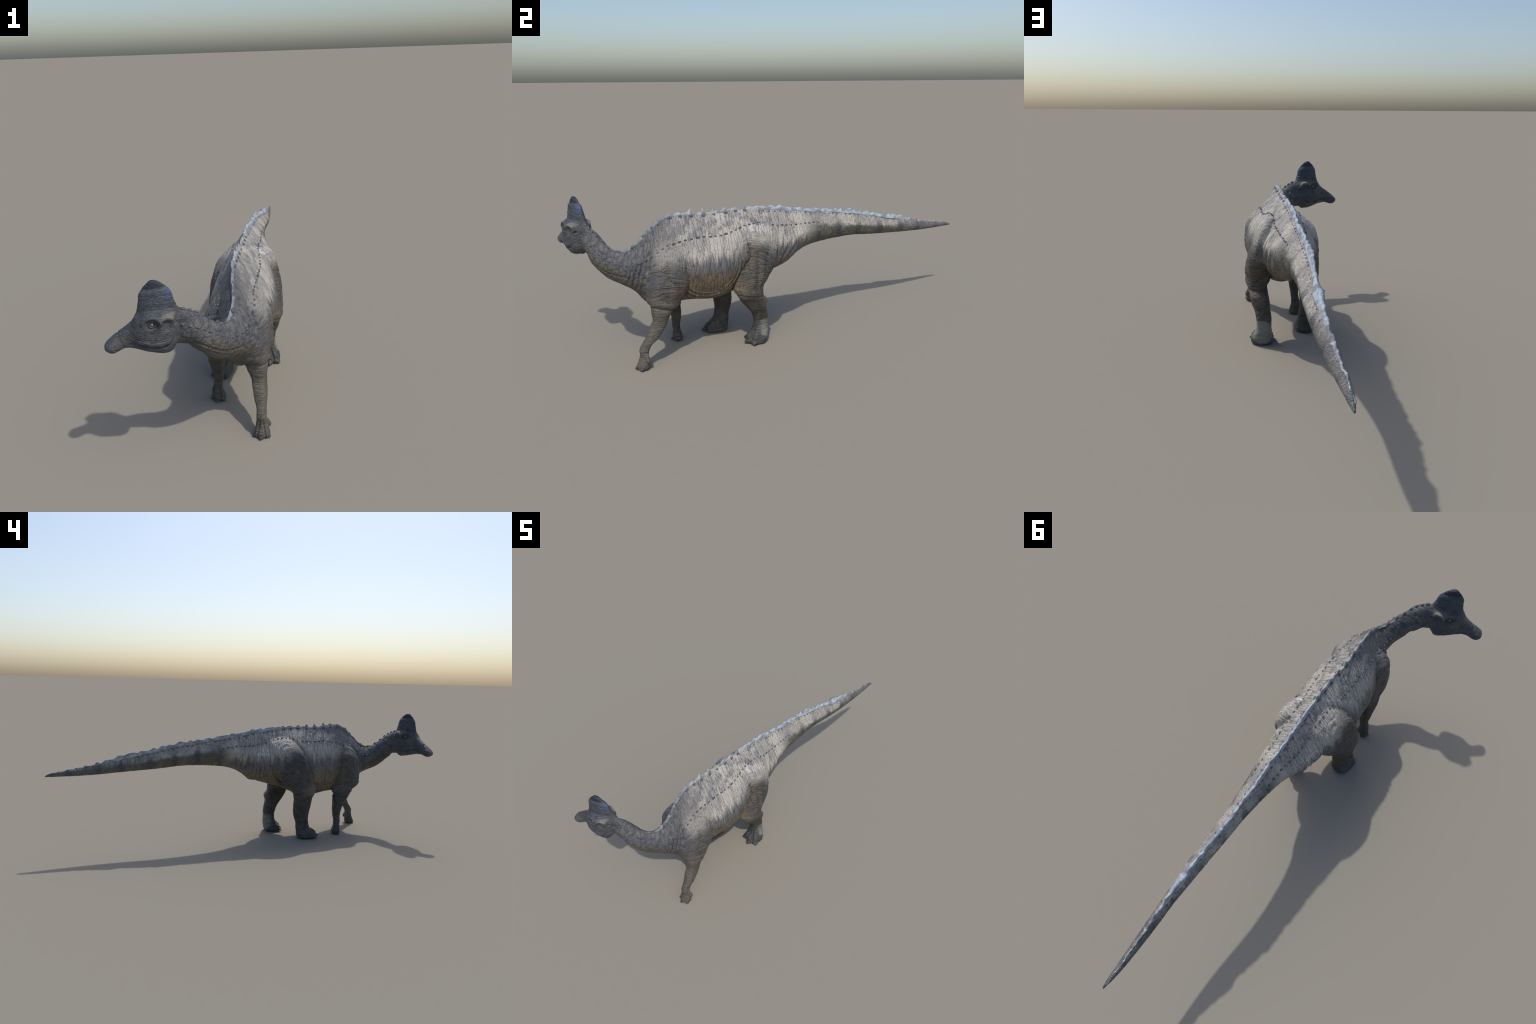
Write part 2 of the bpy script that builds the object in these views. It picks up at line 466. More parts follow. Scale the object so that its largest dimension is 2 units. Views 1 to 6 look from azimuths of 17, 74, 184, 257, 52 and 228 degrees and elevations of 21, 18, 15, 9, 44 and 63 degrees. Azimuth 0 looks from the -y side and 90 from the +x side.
# diagonal folds from the back of the thigh into the tail root
for xc, sgn in ((-.105, 1.0), (-.125, -1.0)):
    ry, rz = Y - xc, Z - .275
    r = np.hypot(ry, rz)
    th = np.arctan2(rz, ry)
    m = smoothstep(.05, .09, r) * smoothstep(.26, .15, r) * smoothstep(.30, .45, th) * smoothstep(1.30, 1.05, th) * (side == sgn) * (1 - .7 * limb_w)
    D += .0028 * np.sin(th * 34 + warp * 3) * m
# muscle relief of the thighs
for k, sy in (('LH', -.178), ('RH', -.235)):
    m = smoothstep(1.3, 1.0, Q[k]) * smoothstep(.25, .31, Z) * smoothstep(.47, .42, Z)
    D -= .0032 * bell(Y - sy - (Z - .36) * .10, .009) * m
    D -= .0030 * bell(Y - sy - .034 - (Z - .36) * .2, .009) * m
# healed pits on the hips
for p, r, dp in (((.063, -.195, .537), .013, .006), ((.070, -.172, .530), .010, .003), ((-.090, -.224, .525), .006, .004), ((-.086, -.205, .526), .005, .003), ((-.082, -.240, .528), .005, .003)):
    D -= dp * bell(np.linalg.norm(V - np.array(p), axis=1), r)
# cloaca swelling under the tail root
D += .006 * bell(np.linalg.norm(V - np.array((-.040, -.015, .330)), axis=1), .022)
# ---- head
aw = np.abs(HLAT)
sidef = smoothstep(.012, .024, aw) * head_w


def spot(s, z, rs, rz):
    return np.sqrt(((HS - s) / rs) ** 2 + ((HZ - z) / rz) ** 2)


e = spot(.002, .558, .024, .0185)
D -= .0085 * smoothstep(1.0, .55, e) * sidef
D += .0064 * bell(e - 1.15, .22) * smoothstep(.548, .568, HZ) * sidef
D += .0050 * bell(spot(.001, .5575, .0115, .0088) - 1.0, .24) * sidef
D += .0028 * bell(spot(.001, .5565, .0185, .0140) - 1.0, .10) * sidef
p = spot(-.044, .551, .018, .022)
D -= .0080 * smoothstep(1.0, .5, p) * sidef
D += .0068 * bell(p - 1.2, .25) * smoothstep(.535, .565, HZ) * sidef
D -= .004 * smoothstep(1.0, .4, spot(-.070, .548, .006, .007)) * sidef
D += .0018 * bell(spot(-.070, .548, .006, .007) - 1.35, .35) * sidef
zm = np.interp(HS, [-.065, -.045, -.02, .01, .04, .065, .09], [.497, .484, .479, .481, .488, .490, .478])
D -= .0066 * bell(HZ - zm, .0045) * smoothstep(-.060, -.035, HS) * smoothstep(.095, .075, HS) * sidef
D += .0045 * bell(HZ - zm - .012, .007) * smoothstep(-.062, -.04, HS) * smoothstep(.06, .03, HS) * sidef
D += .0015 * np.sin((HZ - zm) * 900) * bell(HZ - zm - .022, .012) * smoothstep(-.06, -.03, HS) * smoothstep(.07, .04, HS) * sidef
D -= .0026 * smoothstep(1.0, .3, spot(.120, .486, .008, .006)) * sidef
D -= .0024 * bell(HS - .096 - (HZ - .49) * .3, .0028) * head_w * smoothstep(.470, .480, HZ)
lines = noise(np.stack([HS * 16, HLAT * 20, (HZ + 2.2 * (HS + .02) ** 2) * 150 + warp * 2], 1), 55)
D -= .0015 * groove(lines, .12) * head_w * smoothstep(.585, .605, HZ) * smoothstep(.672, .655, HZ)
cheek = noise(V * np.array([70, 70, 130]), 61)
D -= .0008 * groove(cheek, .12) * head_w * smoothstep(.60, .58, HZ)
D += .0030 * bell(spot(.128, .482, .013, .011), 1.0) * sidef
for k in ('LF', 'RF'):
    el = smoothstep(1.45, 1.1, Q[k])
    D += .0040 * bell(Z - .262 + (Y + .57) * .25, .014) * el
    D -= .0050 * bell(Z - .240 + (Y + .57) * .25, .006) * el
for k in ('LH', 'RH'):
    kn = smoothstep(1.45, 1.1, Q[k])
    D += .0030 * bell(Z - .262, .016) * kn
    D -= .0040 * bell(Z - .238 + (Y + .2) * .15, .006) * kn
# chin knob
D += .005 * bell(np.linalg.norm(V - head_point(-.044, 0, .449), axis=1), .009)
# clefts between the toes, running up the instep
for key, toes in TOES.items():
    r0 = toes[1][2]
    for i in (0, 1):
        (a0, b0, _), (a1, b1, _) = toes[i], toes[i + 1]
        p0, p1 = (np.array(a0) + a1) / 2, (np.array(b0) + b1) / 2
        d = (p1 - p0) / np.linalg.norm(p1 - p0)
        rel = V[:, :2] - (p0 - d * .01)
        along, across = rel @ d, np.abs(rel @ np.array([-d[1], d[0]]))
        D -= .0068 * (r0 / .0175) * bell(across, .0042 * r0 / .0175) * smoothstep(.0, .012, along) * smoothstep(.078, .05, Z) * (along < .12)
# wrinkles on the instep
D -= .0006 * groove(noise(V * np.array([60, 60, 200]), 71), .12) * smoothstep(.10, .07, Z)

V = V + NRM * D[:, None]
V = relax(V, E, np.ones(len(V)), 1)
V[:, 2] = np.maximum(V[:, 2], 0.0)
skin.vertices.foreach_set("co", V.ravel())
skin.update()

# ------------------------------------------------------------------ materials
class Nodes:
    def __init__(self, name):
        self.mat = bpy.data.materials.new(name)
        self.mat.use_nodes = True
        self.t = self.mat.node_tree
        self.t.nodes.clear()
        self.pos = self.add('ShaderNodeTexCoord').outputs['Object']
        sep = self.add('ShaderNodeSeparateXYZ')
        self.link(self.pos, sep.inputs[0])
        self.x, self.y, self.z = sep.outputs

    def add(self, kind):
        return self.t.nodes.new(kind)

    def link(self, a, b):
        self.t.links.new(a, b)

    def put(self, sock, val):
        if isinstance(val, bpy.types.NodeSocket):
            self.link(val, sock)
        elif val is not None:
            if isinstance(val, tuple) and len(val) == 3 and sock.type == 'RGBA':
                val = (*val, 1.0)
            sock.default_value = val

    def m(self, op, a, b=0.0, c=None, clamp=False):
        n = self.add('ShaderNodeMath')
        n.operation = op
        n.use_clamp = clamp
        self.put(n.inputs[0], a)
        self.put(n.inputs[1], b)
        if c is not None:
            self.put(n.inputs[2], c)
        return n.outputs[0]

    def add_(self, a, b): return self.m('ADD', a, b)
    def sub(self, a, b): return self.m('SUBTRACT', a, b)
    def mul(self, *v):
        o = v[0]
        for b in v[1:]:
            o = self.m('MULTIPLY', o, b)
        return o
    def inv(self, a): return self.m('SUBTRACT', 1.0, a)
    def maxi(self, a, b): return self.m('MAXIMUM', a, b)

    def step(self, x, a, b):
        n = self.add('ShaderNodeMapRange')
        n.interpolation_type = 'SMOOTHSTEP'
        flip = a > b
        self.put(n.inputs['Value'], x)
        n.inputs['From Min'].default_value = min(a, b)
        n.inputs['From Max'].default_value = max(a, b)
        n.inputs['To Min'].default_value = 1.0 if flip else 0.0
        n.inputs['To Max'].default_value = 0.0 if flip else 1.0
        return n.outputs[0]

    def vec(self, x, y, z):
        n = self.add('ShaderNodeCombineXYZ')
        for s, v in zip(n.inputs, (x, y, z)):
            self.put(s, v)
        return n.outputs[0]

    def scaled(self, v, s):
        n = self.add('ShaderNodeMapping')
        self.link(v, n.inputs['Vector'])
        n.inputs['Scale'].default_value = s
        return n.outputs[0]

    def noise(self, v, scale, detail=2.0, rough=.55, dist=0.0):
        n = self.add('ShaderNodeTexNoise')
        self.link(v, n.inputs['Vector'])
        n.inputs['Scale'].default_value = scale
        n.inputs['Detail'].default_value = detail
        n.inputs['Roughness'].default_value = rough
        n.inputs['Distortion'].default_value = dist
        return n.outputs['Fac']

    def cells(self, v, scale=1.0):
        n = self.add('ShaderNodeTexVoronoi')
        n.feature = 'DISTANCE_TO_EDGE'
        self.link(v, n.inputs['Vector'])
        n.inputs['Scale'].default_value = scale
        return n.outputs['Distance']

    def mix(self, f, a, b):
        n = self.add('ShaderNodeMix')
        n.data_type = 'RGBA'
        self.put(n.inputs['Factor'], f)
        self.put(n.inputs[6], a)
        self.put(n.inputs[7], b)
        return n.outputs[2]

    def lerp(self, f, a, b):
        return self.add_(self.mul(self.inv(f), a), self.mul(f, b))

    def times(self, col, f):
        n = self.add('ShaderNodeMix')
        n.data_type = 'RGBA'
        n.blend_type = 'MULTIPLY'
        n.inputs['Factor'].default_value = 1.0
        self.put(n.inputs[6], col)
        self.put(n.inputs[7], f)
        return n.outputs[2]

    def ball(self, c, r, soft=.5, wob=None):
        """1 inside an ellipsoid, fading out; wob wobbles its edge"""
        a = self.add('ShaderNodeVectorMath')
        a.operation = 'SUBTRACT'
        self.link(self.pos, a.inputs[0])
        a.inputs[1].default_value = c
        b = self.add('ShaderNodeVectorMath')
        b.operation = 'DIVIDE'
        self.link(a.outputs[0], b.inputs[0])
        b.inputs[1].default_value = r
        d = self.add('ShaderNodeVectorMath')
        d.operation = 'LENGTH'
        self.link(b.outputs[0], d.inputs[0])
        q = d.outputs['Value']
        if wob is not None:
            q = self.add_(q, wob)
        return self.step(q, 1 + soft / 2, 1 - soft / 2)

    def finish(self, color, rough=.8, bump=None, dist=.002, strength=.8, spec=.25, coat=0.0):
        p = self.add('ShaderNodeBsdfPrincipled')
        o = self.add('ShaderNodeOutputMaterial')
        self.put(p.inputs['Base Color'], color)
        self.put(p.inputs['Roughness'], rough)
        p.inputs['Specular IOR Level'].default_value = spec
        p.inputs['Coat Weight'].default_value = coat
        if bump is not None:
            b = self.add('ShaderNodeBump')
            b.inputs['Strength'].default_value = strength
            b.inputs['Distance'].default_value = dist
            self.link(bump, b.inputs['Height'])
            self.link(b.outputs['Normal'], p.inputs['Normal'])
        self.link(p.outputs[0], o.inputs['Surface'])
        return self.mat


def skin_material():
    n = Nodes("hide")
    x, y, z, pos = n.x, n.y, n.z, n.pos
    big = n.noise(pos, 9, 3)
    mid = n.noise(pos, 34, 4, .6)
    tiny = n.noise(pos, 260, 3, .6)
    wob = n.mul(n.sub(big, .5), 1.0)
    wobm = n.mul(n.sub(mid, .5), .6)

    # ---- where things are
    limb = n.step(z, .27, .22)
    for c, r in (((.13, -.57, .35), (.09, .085, .135)), ((-.02, -.565, .35), (.085, .085, .13)),
                 ((.095, -.186, .34), (.085, .098, .155)), ((-.095, -.248, .34), (.085, .106, .165))):
        limb = n.maxi(limb, n.ball(c, r, .80 if c[1] < -.4 else .50, n.mul(wobm, .6)))
    front = n.step(n.add_(y, n.mul(wob, .10)), -.47, -.66)          # neck, throat and head
    head = n.ball((-.130, -.935, .55), (.150, .105, .16), .25)
    tail = n.step(y, .02, .16)

    # ---- crack networks
    jit = n.mul(n.sub(n.noise(pos, 26, 2), .5), 1.6)
    jit2 = n.mul(n.sub(n.noise(pos, 60, 2), .5), 1.2)
    yn = n.add_(n.mul(y, .82), n.mul(z, -.30))                       # along the lower neck
    run = n.lerp(n.step(y, -.58, -.74), y, yn)
    flank_v = n.vec(n.add_(n.mul(run, 74), n.mul(jit, .8)), n.mul(x, 7), n.add_(n.mul(z, n.lerp(front, 9, 34)), n.mul(jit2, .5)))
    flank = n.cells(flank_v)
    flank_f = n.cells(n.vec(n.add_(n.mul(run, 130), jit), n.mul(x, 70), n.add_(n.mul(z, 170), jit2)))
    yc = n.m('ABSOLUTE', n.add_(y, .385))
    yd = n.sub(yc, .19)
    arch = n.add_(z, n.mul(n.mul(yd, yd), 5.5, n.step(z, .22, .40)))
    limb_v = n.vec(n.mul(x, 13), n.mul(y, 14), n.add_(n.mul(arch, 96), jit))
    limb_c = n.cells(limb_v)
    limb_f = n.cells(n.vec(n.mul(x, 80), n.mul(y, 85), n.add_(n.mul(arch, 250), jit2)))
    hs = n.add_(n.mul(n.add_(x, .0915), -.866), n.mul(n.add_(y, .9145), -.5))     # forward along the skull
    hl = n.add_(n.mul(n.add_(x, .0915), .5), n.mul(n.add_(y, .9145), -.866))
    hq = n.add_(hs, .025)
    harch = n.add_(z, n.mul(hq, hq, n.lerp(n.step(z, .57, .61), -1.2, 5.0)))
    head_c = n.cells(n.vec(n.mul(hs, 34), n.mul(hl, 40), n.add_(n.mul(harch, 170), n.mul(jit, 1.1))))
    head_f = n.cells(n.vec(n.mul(hs, 150), n.mul(hl, 150), n.add_(n.mul(harch, 330), jit2)))
    tail_c = n.cells(n.vec(n.add_(n.mul(y, 150), jit), n.mul(x, 90), n.add_(n.mul(z, 95), jit2)))
    coarse = n.lerp(tail, flank, tail_c)
    coarse = n.lerp(limb, coarse, limb_c)
    coarse = n.lerp(head, coarse, head_c)
    finec = n.lerp(limb, flank_f, limb_f)
    finec = n.lerp(head, finec, head_f)
    crack = n.step(coarse, .085, .0)
    crackf = n.step(finec, .12, .0)

    # ---- colours
    beige = n.mix(n.step(big, .40, .62), (.47, .432, .378), (.345, .325, .298))
    slate = n.mix(n.step(mid, .35, .68), (.078, .082, .092), (.142, .140, .136))
    grey = n.mix(n.step(big, .38, .64), (.125, .126, .130), (.178, .170, .160))
    tan = n.mix(n.step(mid, .35, .7), (.245, .174, .103), (.185, .142, .096))
    legcol = n.mix(n.step(big, .40, .62), (.112, .096, .074), (.074, .074, .077))
    legcol = n.mix(n.mul(n.step(n.noise(pos, 15, 3), .53, .68), .7), legcol, (.128, .107, .080))
    shank = n.mix(n.step(mid, .35, .68), (.058, .051, .040), (.088, .080, .063))
    foot = n.mix(n.step(mid, .38, .66), (.050, .054, .052), (.094, .096, .088))

    streak = n.mul(n.sub(n.noise(n.scaled(pos, (20, 62, 7)), 1.0, 2), .5), .10)
    up = n.add_(z, streak)
    col = n.mix(n.step(up, .412, .464), grey, beige)                 # pale saddle with a ragged lower edge
    dark_saddle = n.mul(n.step(n.add_(n.noise(n.scaled(pos, (14, 20, 26)), 1.0, 4, .65), n.mul(n.step(y, -.38, -.58), .16)), .47, .66), n.step(z, .47, .54), .75)
    col = n.mix(dark_saddle, col, (.17, .17, .185))
    belly = n.mul(n.step(n.add_(z, n.mul(streak, .4)), .402, .335), n.step(y, -.60, -.50))
    col = n.mix(n.mul(belly, .85), col, tan)
    under = n.step(z, .262, .235)
    col = n.mix(n.mul(under, .6), col, (.095, .085, .066))
    # tail: olive lower half, colour deepened by its underside shade, dark bands, pale top
    zt = n.sub(n.mul(n.add_(y, 0.0), -.150), -.520)                  # boundary height along the tail
    low = n.step(n.add_(n.sub(z, zt), n.mul(wobm, .05)), .006, -.012)
    tcol = n.mix(n.mul(low, n.step(y, .0, .2)), col, n.mix(n.step(mid, .35, .7), (.105, .098, .072), (.165, .158, .125)))
    bands = None
    for yb, w in ((.155, .020), (.275, .022), (.392, .024), (.515, .024), (.655, .024), (.766, .022), (.895, .030)):
        d = n.m('ABSOLUTE', n.sub(n.add_(y, n.mul(n.sub(n.noise(pos, 40, 2), .5), .05)), yb))
        b = n.step(d, w, w * .3)
        bands = b if bands is None else n.maxi(bands, b)
    bands = n.mul(bands, n.lerp(n.step(n.sub(z, zt), .03, -.01), .22, .90))
    tcol = n.mix(n.mul(bands, n.step(y, .1, .2)), tcol, (.070, .072, .078))
    speck = n.mul(n.step(n.noise(n.scaled(pos, (70, 50, 90)), 1.0, 4, .65), .52, .62), .55)
    tcol = n.mix(speck, tcol, (.15, .152, .165))
    col = n.mix(tail, col, tcol)
    # limbs
    lc = n.mix(n.step(n.add_(z, n.mul(wobm, .08)), .275, .205), legcol, shank)
    lc = n.mix(n.step(n.add_(z, n.mul(wobm, .10)), .120, .060), lc, foot)
    lc = n.mix(n.mul(n.ball((.105, -.140, .205), (.04, .025, .035), .9, wobm), .8), lc, (.17, .120, .108))
    lc = n.mix(n.mul(n.ball((.078, -.150, .060), (.045, .05, .062), .15), n.step(y, -.175, -.150), .7), lc, (.27, .27, .235))
    col = n.mix(limb, col, lc)
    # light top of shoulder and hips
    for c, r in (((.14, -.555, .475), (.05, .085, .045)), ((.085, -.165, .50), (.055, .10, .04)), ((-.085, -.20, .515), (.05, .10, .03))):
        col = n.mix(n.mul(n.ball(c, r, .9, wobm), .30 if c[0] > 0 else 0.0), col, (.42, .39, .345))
    # neck and head
    col = n.mix(n.mul(front, n.inv(n.mul(limb, n.step(y, -.63, -.60)))), col, slate)
    throat = n.mul(front, n.step(n.sub(z, n.mul(n.sub(y, -.72), -.62)), .402, .372))
    col = n.mix(n.mul(throat, .8), col, n.mix(n.step(big, .4, .6), (.078, .073, .062), (.120, .102, .078)))
    col = n.mix(n.ball((-.10, -.920, .635), (.11, .08, .062), .25), col, n.mix(n.step(mid, .3, .7), (.050, .062, .078), (.080, .094, .110)))
    col = n.mix(n.mul(head, n.step(z, .60, .57)), col, n.mix(n.step(mid, .3, .7), (.060, .064, .074), (.104, .107, .113)))
    for c in (tuple(head_point(-.055, .045, .578)), tuple(head_point(-.058, -.042, .578))):
        col = n.mix(n.mul(n.ball(c, (.026, .026, .0085), .9, wobm), .75), col, (.25, .24, .205))
    for c in (tuple(head_point(.001, .047, .558)), tuple(head_point(.001, -.047, .558))):
        col = n.mix(n.ball(c, (.021, .021, .014), .6), col, (.060, .066, .076))
    col = n.mix(n.mul(n.ball(tuple(head_point(-.066, .01, .640)), (.020, .020, .018), .8), .8), col, (.072, .100, .200))
    tipz = n.add_(z, n.mul(n.sub(n.noise(pos, 50, 2), .5), .02))
    col = n.mix(n.mul(n.step(tipz, .659, .662), n.step(y, -.80, -.84)), col, (.034, .036, .054))
    # hip scars: chalky rings
    for c, r, k in (((.066, -.19, .537), (.03, .026, .02), .9), ((.080, -.145, .525), (.022, .03, .016), .8), ((-.088, -.225, .53), (.02, .022, .012), .45), ((-.095, -.165, .53), (.02, .022, .012), .4)):
        col = n.mix(n.mul(n.ball(c, r, .5, wobm), k), col, n.mix(n.step(mid, .42, .6), (.52, .49, .47), (.40, .38, .35)))
    # toes darken to horn
    col = n.mix(n.mul(n.step(n.add_(z, n.mul(wobm, .02)), .018, .006), .55), col, (.075, .078, .085))

    crack = n.mul(crack, n.lerp(n.mul(limb, n.step(z, .30, .18)), 1.0, .45))
    lines = n.add_(n.mul(crack, n.lerp(limb, .62, .82)), n.mul(crackf, .34))
    soft = n.inv(n.mul(n.m('MINIMUM', lines, 1.0), n.lerp(n.mul(head, 1.0), n.lerp(front, n.lerp(tail, .76, .42), .60), n.lerp(n.step(z, .575, .60), .36, .52))))
    grain = n.add_(.80, n.mul(tiny, .40))
    k = n.mul(soft, grain)
    col = n.times(col, n.vec(k, k, k))
    h = n.add_(n.mul(n.m('MINIMUM', coarse, .16), 5.0), n.mul(n.m('MINIMUM', finec, .14), 2.0))
    h = n.add_(h, n.mul(tiny, .35))
    return n.finish(col, .58, h, .0018, .85, .38)


def plain_material(name, a, b, scale=60, rough=.6, spec=.3, bump=.4):
    n = Nodes(name)
    f = n.noise(n.pos, scale, 4, .6)
    col = n.mix(n.step(f, .35, .68), a, b)
    return n.finish(col, rough, f, .002, bump, spec)


def ridge_material():
    n = Nodes("pale_ridge")
    f = n.noise(n.pos, 40, 4, .6)
    g = n.noise(n.scaled(n.pos, (60, 28, 60)), 1.0, 3)
    trunk = n.mix(n.step(f, .42, .60), (.36, .37, .37), (.19, .205, .235))
    tail = n.mix(n.step(g, .42, .58), (.37, .42, .48), (.22, .24, .28))  # pale blue tint carries sky light that bled onto the scanned crest
    neck = n.mix(n.step(f, .4, .65), (.14, .155, .19), (.24, .25, .27))
    col = n.mix(n.step(n.y, -.20, -.10), trunk, tail)
    col = n.mix(n.step(n.add_(n.y, n.mul(n.sub(f, .5), .12)), -.50, -.58), col, neck)
    col = n.mix(n.mul(n.step(n.noise(n.pos, 22, 2), .60, .66), .5), col, (.42, .40, .27))
    col = n.mix(n.step(n.add_(n.y, n.mul(n.sub(f, .5), .06)), .70, .75), col, n.mix(n.step(f, .40, .60), (.40, .40, .42), (.16, .17, .19)))
    return n.finish(col, .6, n.add_(f, n.mul(g, .5)), .003, .5, .35)


def eye_material():
    n = Nodes("amber_eye")
    r = n.m('SQRT', n.add_(n.mul(n.x, n.x), n.mul(n.y, n.y)))      # local axes: z looks out
    iris = n.mix(n.step(n.noise(n.scaled(n.pos, (300, 300, 60)), 1.0, 2), .35, .65), (.26, .24, .17), (.36, .335, .25))
    col = n.mix(n.step(r, .0031, .0042), iris, (.035, .035, .036))
    slit = n.m('SQRT', n.add_(n.mul(n.x, n.x, 4.0), n.mul(n.y, n.y, .9)))
    col = n.mix(n.step(slit, .0018, .0012), col, (.012, .012, .012))
    return n.finish(col, .18, None, spec=.5, coat=.6)


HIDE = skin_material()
SCUTE = plain_material("dark_scute", (.070, .074, .088), (.130, .132, .142), 160, .6)
RIDGE = ridge_material()
HORN = plain_material("dark_horn", (.030, .032, .037), (.060, .060, .062), 130, .5)
EYE = eye_material()

# ------------------------------------------------------------------ parts of the skin
n_f = len(skin.polygons)
lt = np.empty(n_f, np.int32)
skin.polygons.foreach_get("loop_total", lt)
lv = np.empty(len(skin.loops), np.int32)
skin.loops.foreach_get("vertex_index", lv)
ls = np.concatenate([[0], np.cumsum(lt)[:-1]])
cent = np.add.reduceat(V[lv], ls, axis=0) / lt[:, None]
NRM = np.empty(len(V) * 3)
skin.vertices.foreach_get("normal", NRM)
NRM = NRM.reshape(-1, 3)
cu, cf = trunk_coords(cent)
cq = {k: limb_field(cent, r) for k, r in LIMBS.items()}
cs = (cent - H0) @ HF
cl = np.abs((cent - H0) @ HL)
isfront = cent[:, 1] < -.78
region = np.full(n_f, 'torso', object)
u_neck = np.interp(-.665, TR_C[:, 1], TR_S)
region[cu < u_neck] = 'neck'
region[(cent[:, 1] > .03)] = 'tail'
region[(cs > -.078) & isfront & (cl < .09)] = 'head'
region[(cs > -.090) & isfront & (cent[:, 2] > .603) & (cl < .06)] = 'crest'
for k, top in (('LF', .455), ('RF', .455), ('LH', .47), ('RH', .47)):
    hit = (cq[k] < 1.12) & (cent[:, 2] < top) & (region != 'head')
    lower = cent[:, 2] < .20
    near = {'LF': (cent[:, 1] < -.4) & (cent[:, 0] > .09), 'RF': (cent[:, 1] < -.4) & (cent[:, 0] <= .09),
            'LH': (cent[:, 1] >= -.4) & (cent[:, 0] > .0), 'RH': (cent[:, 1] >= -.4) & (cent[:, 0] <= .0)}[k]
    region[(hit | lower) & near] = k
    region[near & (cent[:, 2] < .052)] = k + 'foot'

root = bpy.data.objects.new("crested_dinosaur", None)
bpy.context.scene.collection.objects.link(root)
root["label"] = "grey wrinkled crested duck-billed dinosaur walking with its head turned"
root["category"] = "dinosaur"


def link(ob, parent):
    bpy.context.scene.collection.objects.link(ob)
    ob.parent = parent
    return ob


def cut_part(key, name, parent):
    fi = np.nonzero(region == key)[0]
    if not len(fi):
        return None
    mask = np.repeat(region == key, lt)
    loops = lv[mask]
    used, local = np.unique(loops, return_inverse=True)
    me = bpy.data.meshes.new(name)
    me.vertices.add(len(used))
    me.vertices.foreach_set("co", V[used].ravel())
    me.loops.add(len(local))
    me.loops.foreach_set("vertex_index", local.astype(np.int32))
    t = lt[fi]
    me.polygons.add(len(fi))
    me.polygons.foreach_set("loop_start", np.concatenate([[0], np.cumsum(t)[:-1]]).astype(np.int32))
    me.update(calc_edges=True)
    me.validate()
    me.polygons.foreach_set("use_smooth", np.ones(len(fi), bool))
    me.normals_split_custom_set_from_vertices(NRM[used].tolist())
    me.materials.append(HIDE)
    return link(bpy.data.objects.new(name, me), parent)


parts = {}
for key, name, par in (('torso', 'torso', None), ('neck', 'neck', None), ('tail', 'tail', None), ('head', 'head', None), ('crest', 'crest', 'head'),
                       ('LF', 'forelimb', None), ('RF', 'forelimb', None), ('LH', 'hindlimb', None), ('RH', 'hindlimb', None),
                       ('LFfoot', 'hand', 'LF'), ('RFfoot', 'hand', 'RF'), ('LHfoot', 'foot', 'LH'), ('RHfoot', 'foot', 'RH')):
    parts[key] = cut_part(key, name, parts[par] if par else root)

# a search tree of the whole skin, to seat the scutes
from mathutils.bvhtree import BVHTree
ctr = BVHTree.FromPolygons(V[::1].tolist(), [lv[a:a + b].tolist() for a, b in zip(ls, lt)])
bpy.data.meshes.remove(skin)


# ------------------------------------------------------------------ eyes
def dome_mesh(name, sx, sy, sz, seg=20, rings=10, keel=0.0, mat=None):
    """a flattened dome lying on the xy plane, with an optional raised keel along x"""
    bm = bmesh.new()
    bmesh.ops.create_uvsphere(bm, u_segments=seg, v_segments=rings, radius=1.0)
    for v in bm.verts:
        k = keel * max(0.0, 1 - abs(v.co.y) * 2.2) * (1 - v.co.x ** 2)
        v.co = Vector((v.co.x * sx, v.co.y * sy, (v.co.z + (k if v.co.z > 0 else 0)) * sz))
    me = bpy.data.meshes.new(name)
    bm.to_mesh(me)
    bm.free()
    me.polygons.foreach_set("use_smooth", np.ones(len(me.polygons), bool))
    me.materials.append(mat)
    return me


def frame(ob, p, xdir, zdir, scale=(1, 1, 1)):
    zd = Vector(zdir).normalized()
    xd = Vector(xdir)
    xd = (xd - zd * xd.dot(zd)).normalized()
    yd = zd.cross(xd)
    m = Matrix((xd, yd, zd)).transposed().to_4x4()
    m.translation = Vector(p)
    ob.matrix_world = m @ Matrix.Diagonal((*scale, 1))
    return ob


eye_mesh = dome_mesh("eye", .0088, .0088, .0088, 32, 24, 0, EYE)
for sgn in (1, -1):
    c = head_point(.001, sgn * .0345, .5575)
    out = HL * sgn + HF * .18 + np.array([0, 0, .05])
    hit, nn, _, dist = ctr.ray_cast(Vector(head_point(.001, sgn * .08, .5575)), Vector(-HL * sgn))
    p = np.array(hit) - out / np.linalg.norm(out) * .0058
    frame(link(bpy.data.objects.new("eye", eye_mesh), parts['head']), p, (0, 0, 1), out)


# ------------------------------------------------------------------ scutes, ridge and claws
def spline(rows, count):
    return curve(rows, count)


def seat(point):
    hit, nn, _, _ = ctr.find_nearest(Vector(point))
    return hit, nn


scute_mesh = dome_mesh("flank_scute", .0066, .0043, .0038, 18, 10, .35, SCUTE)
LEFT_ROW = [(.001, -.902, .538), (.021, -.884, .531), (.044, -.870, .519), (.060, -.850, .502), (.077, -.834, .486), (.096, -.813, .464),
            (.110, -.789, .448), (.125, -.762, .438), (.135, -.730, .435), (.147, -.694, .436), (.154, -.659, .451), (.150, -.632, .460),
            (.150, -.609, .475), (.146, -.585, .490), (.134, -.560, .501), (.129, -.531, .506), (.126, -.509, .512), (.120, -.481, .515),
            (.119, -.456, .518), (.116, -.429, .521), (.109, -.404, .519), (.109, -.380, .520), (.104, -.357, .520), (.100, -.335, .518),
            (.091, -.308, .519), (.075, -.260, .529), (.058, -.215, .541), (.040, -.165, .538), (.026, -.108, .525), (.018, -.060, .517), (.010, -.012, .514),
            (-.010, .080, .511), (-.039, .172, .503)]
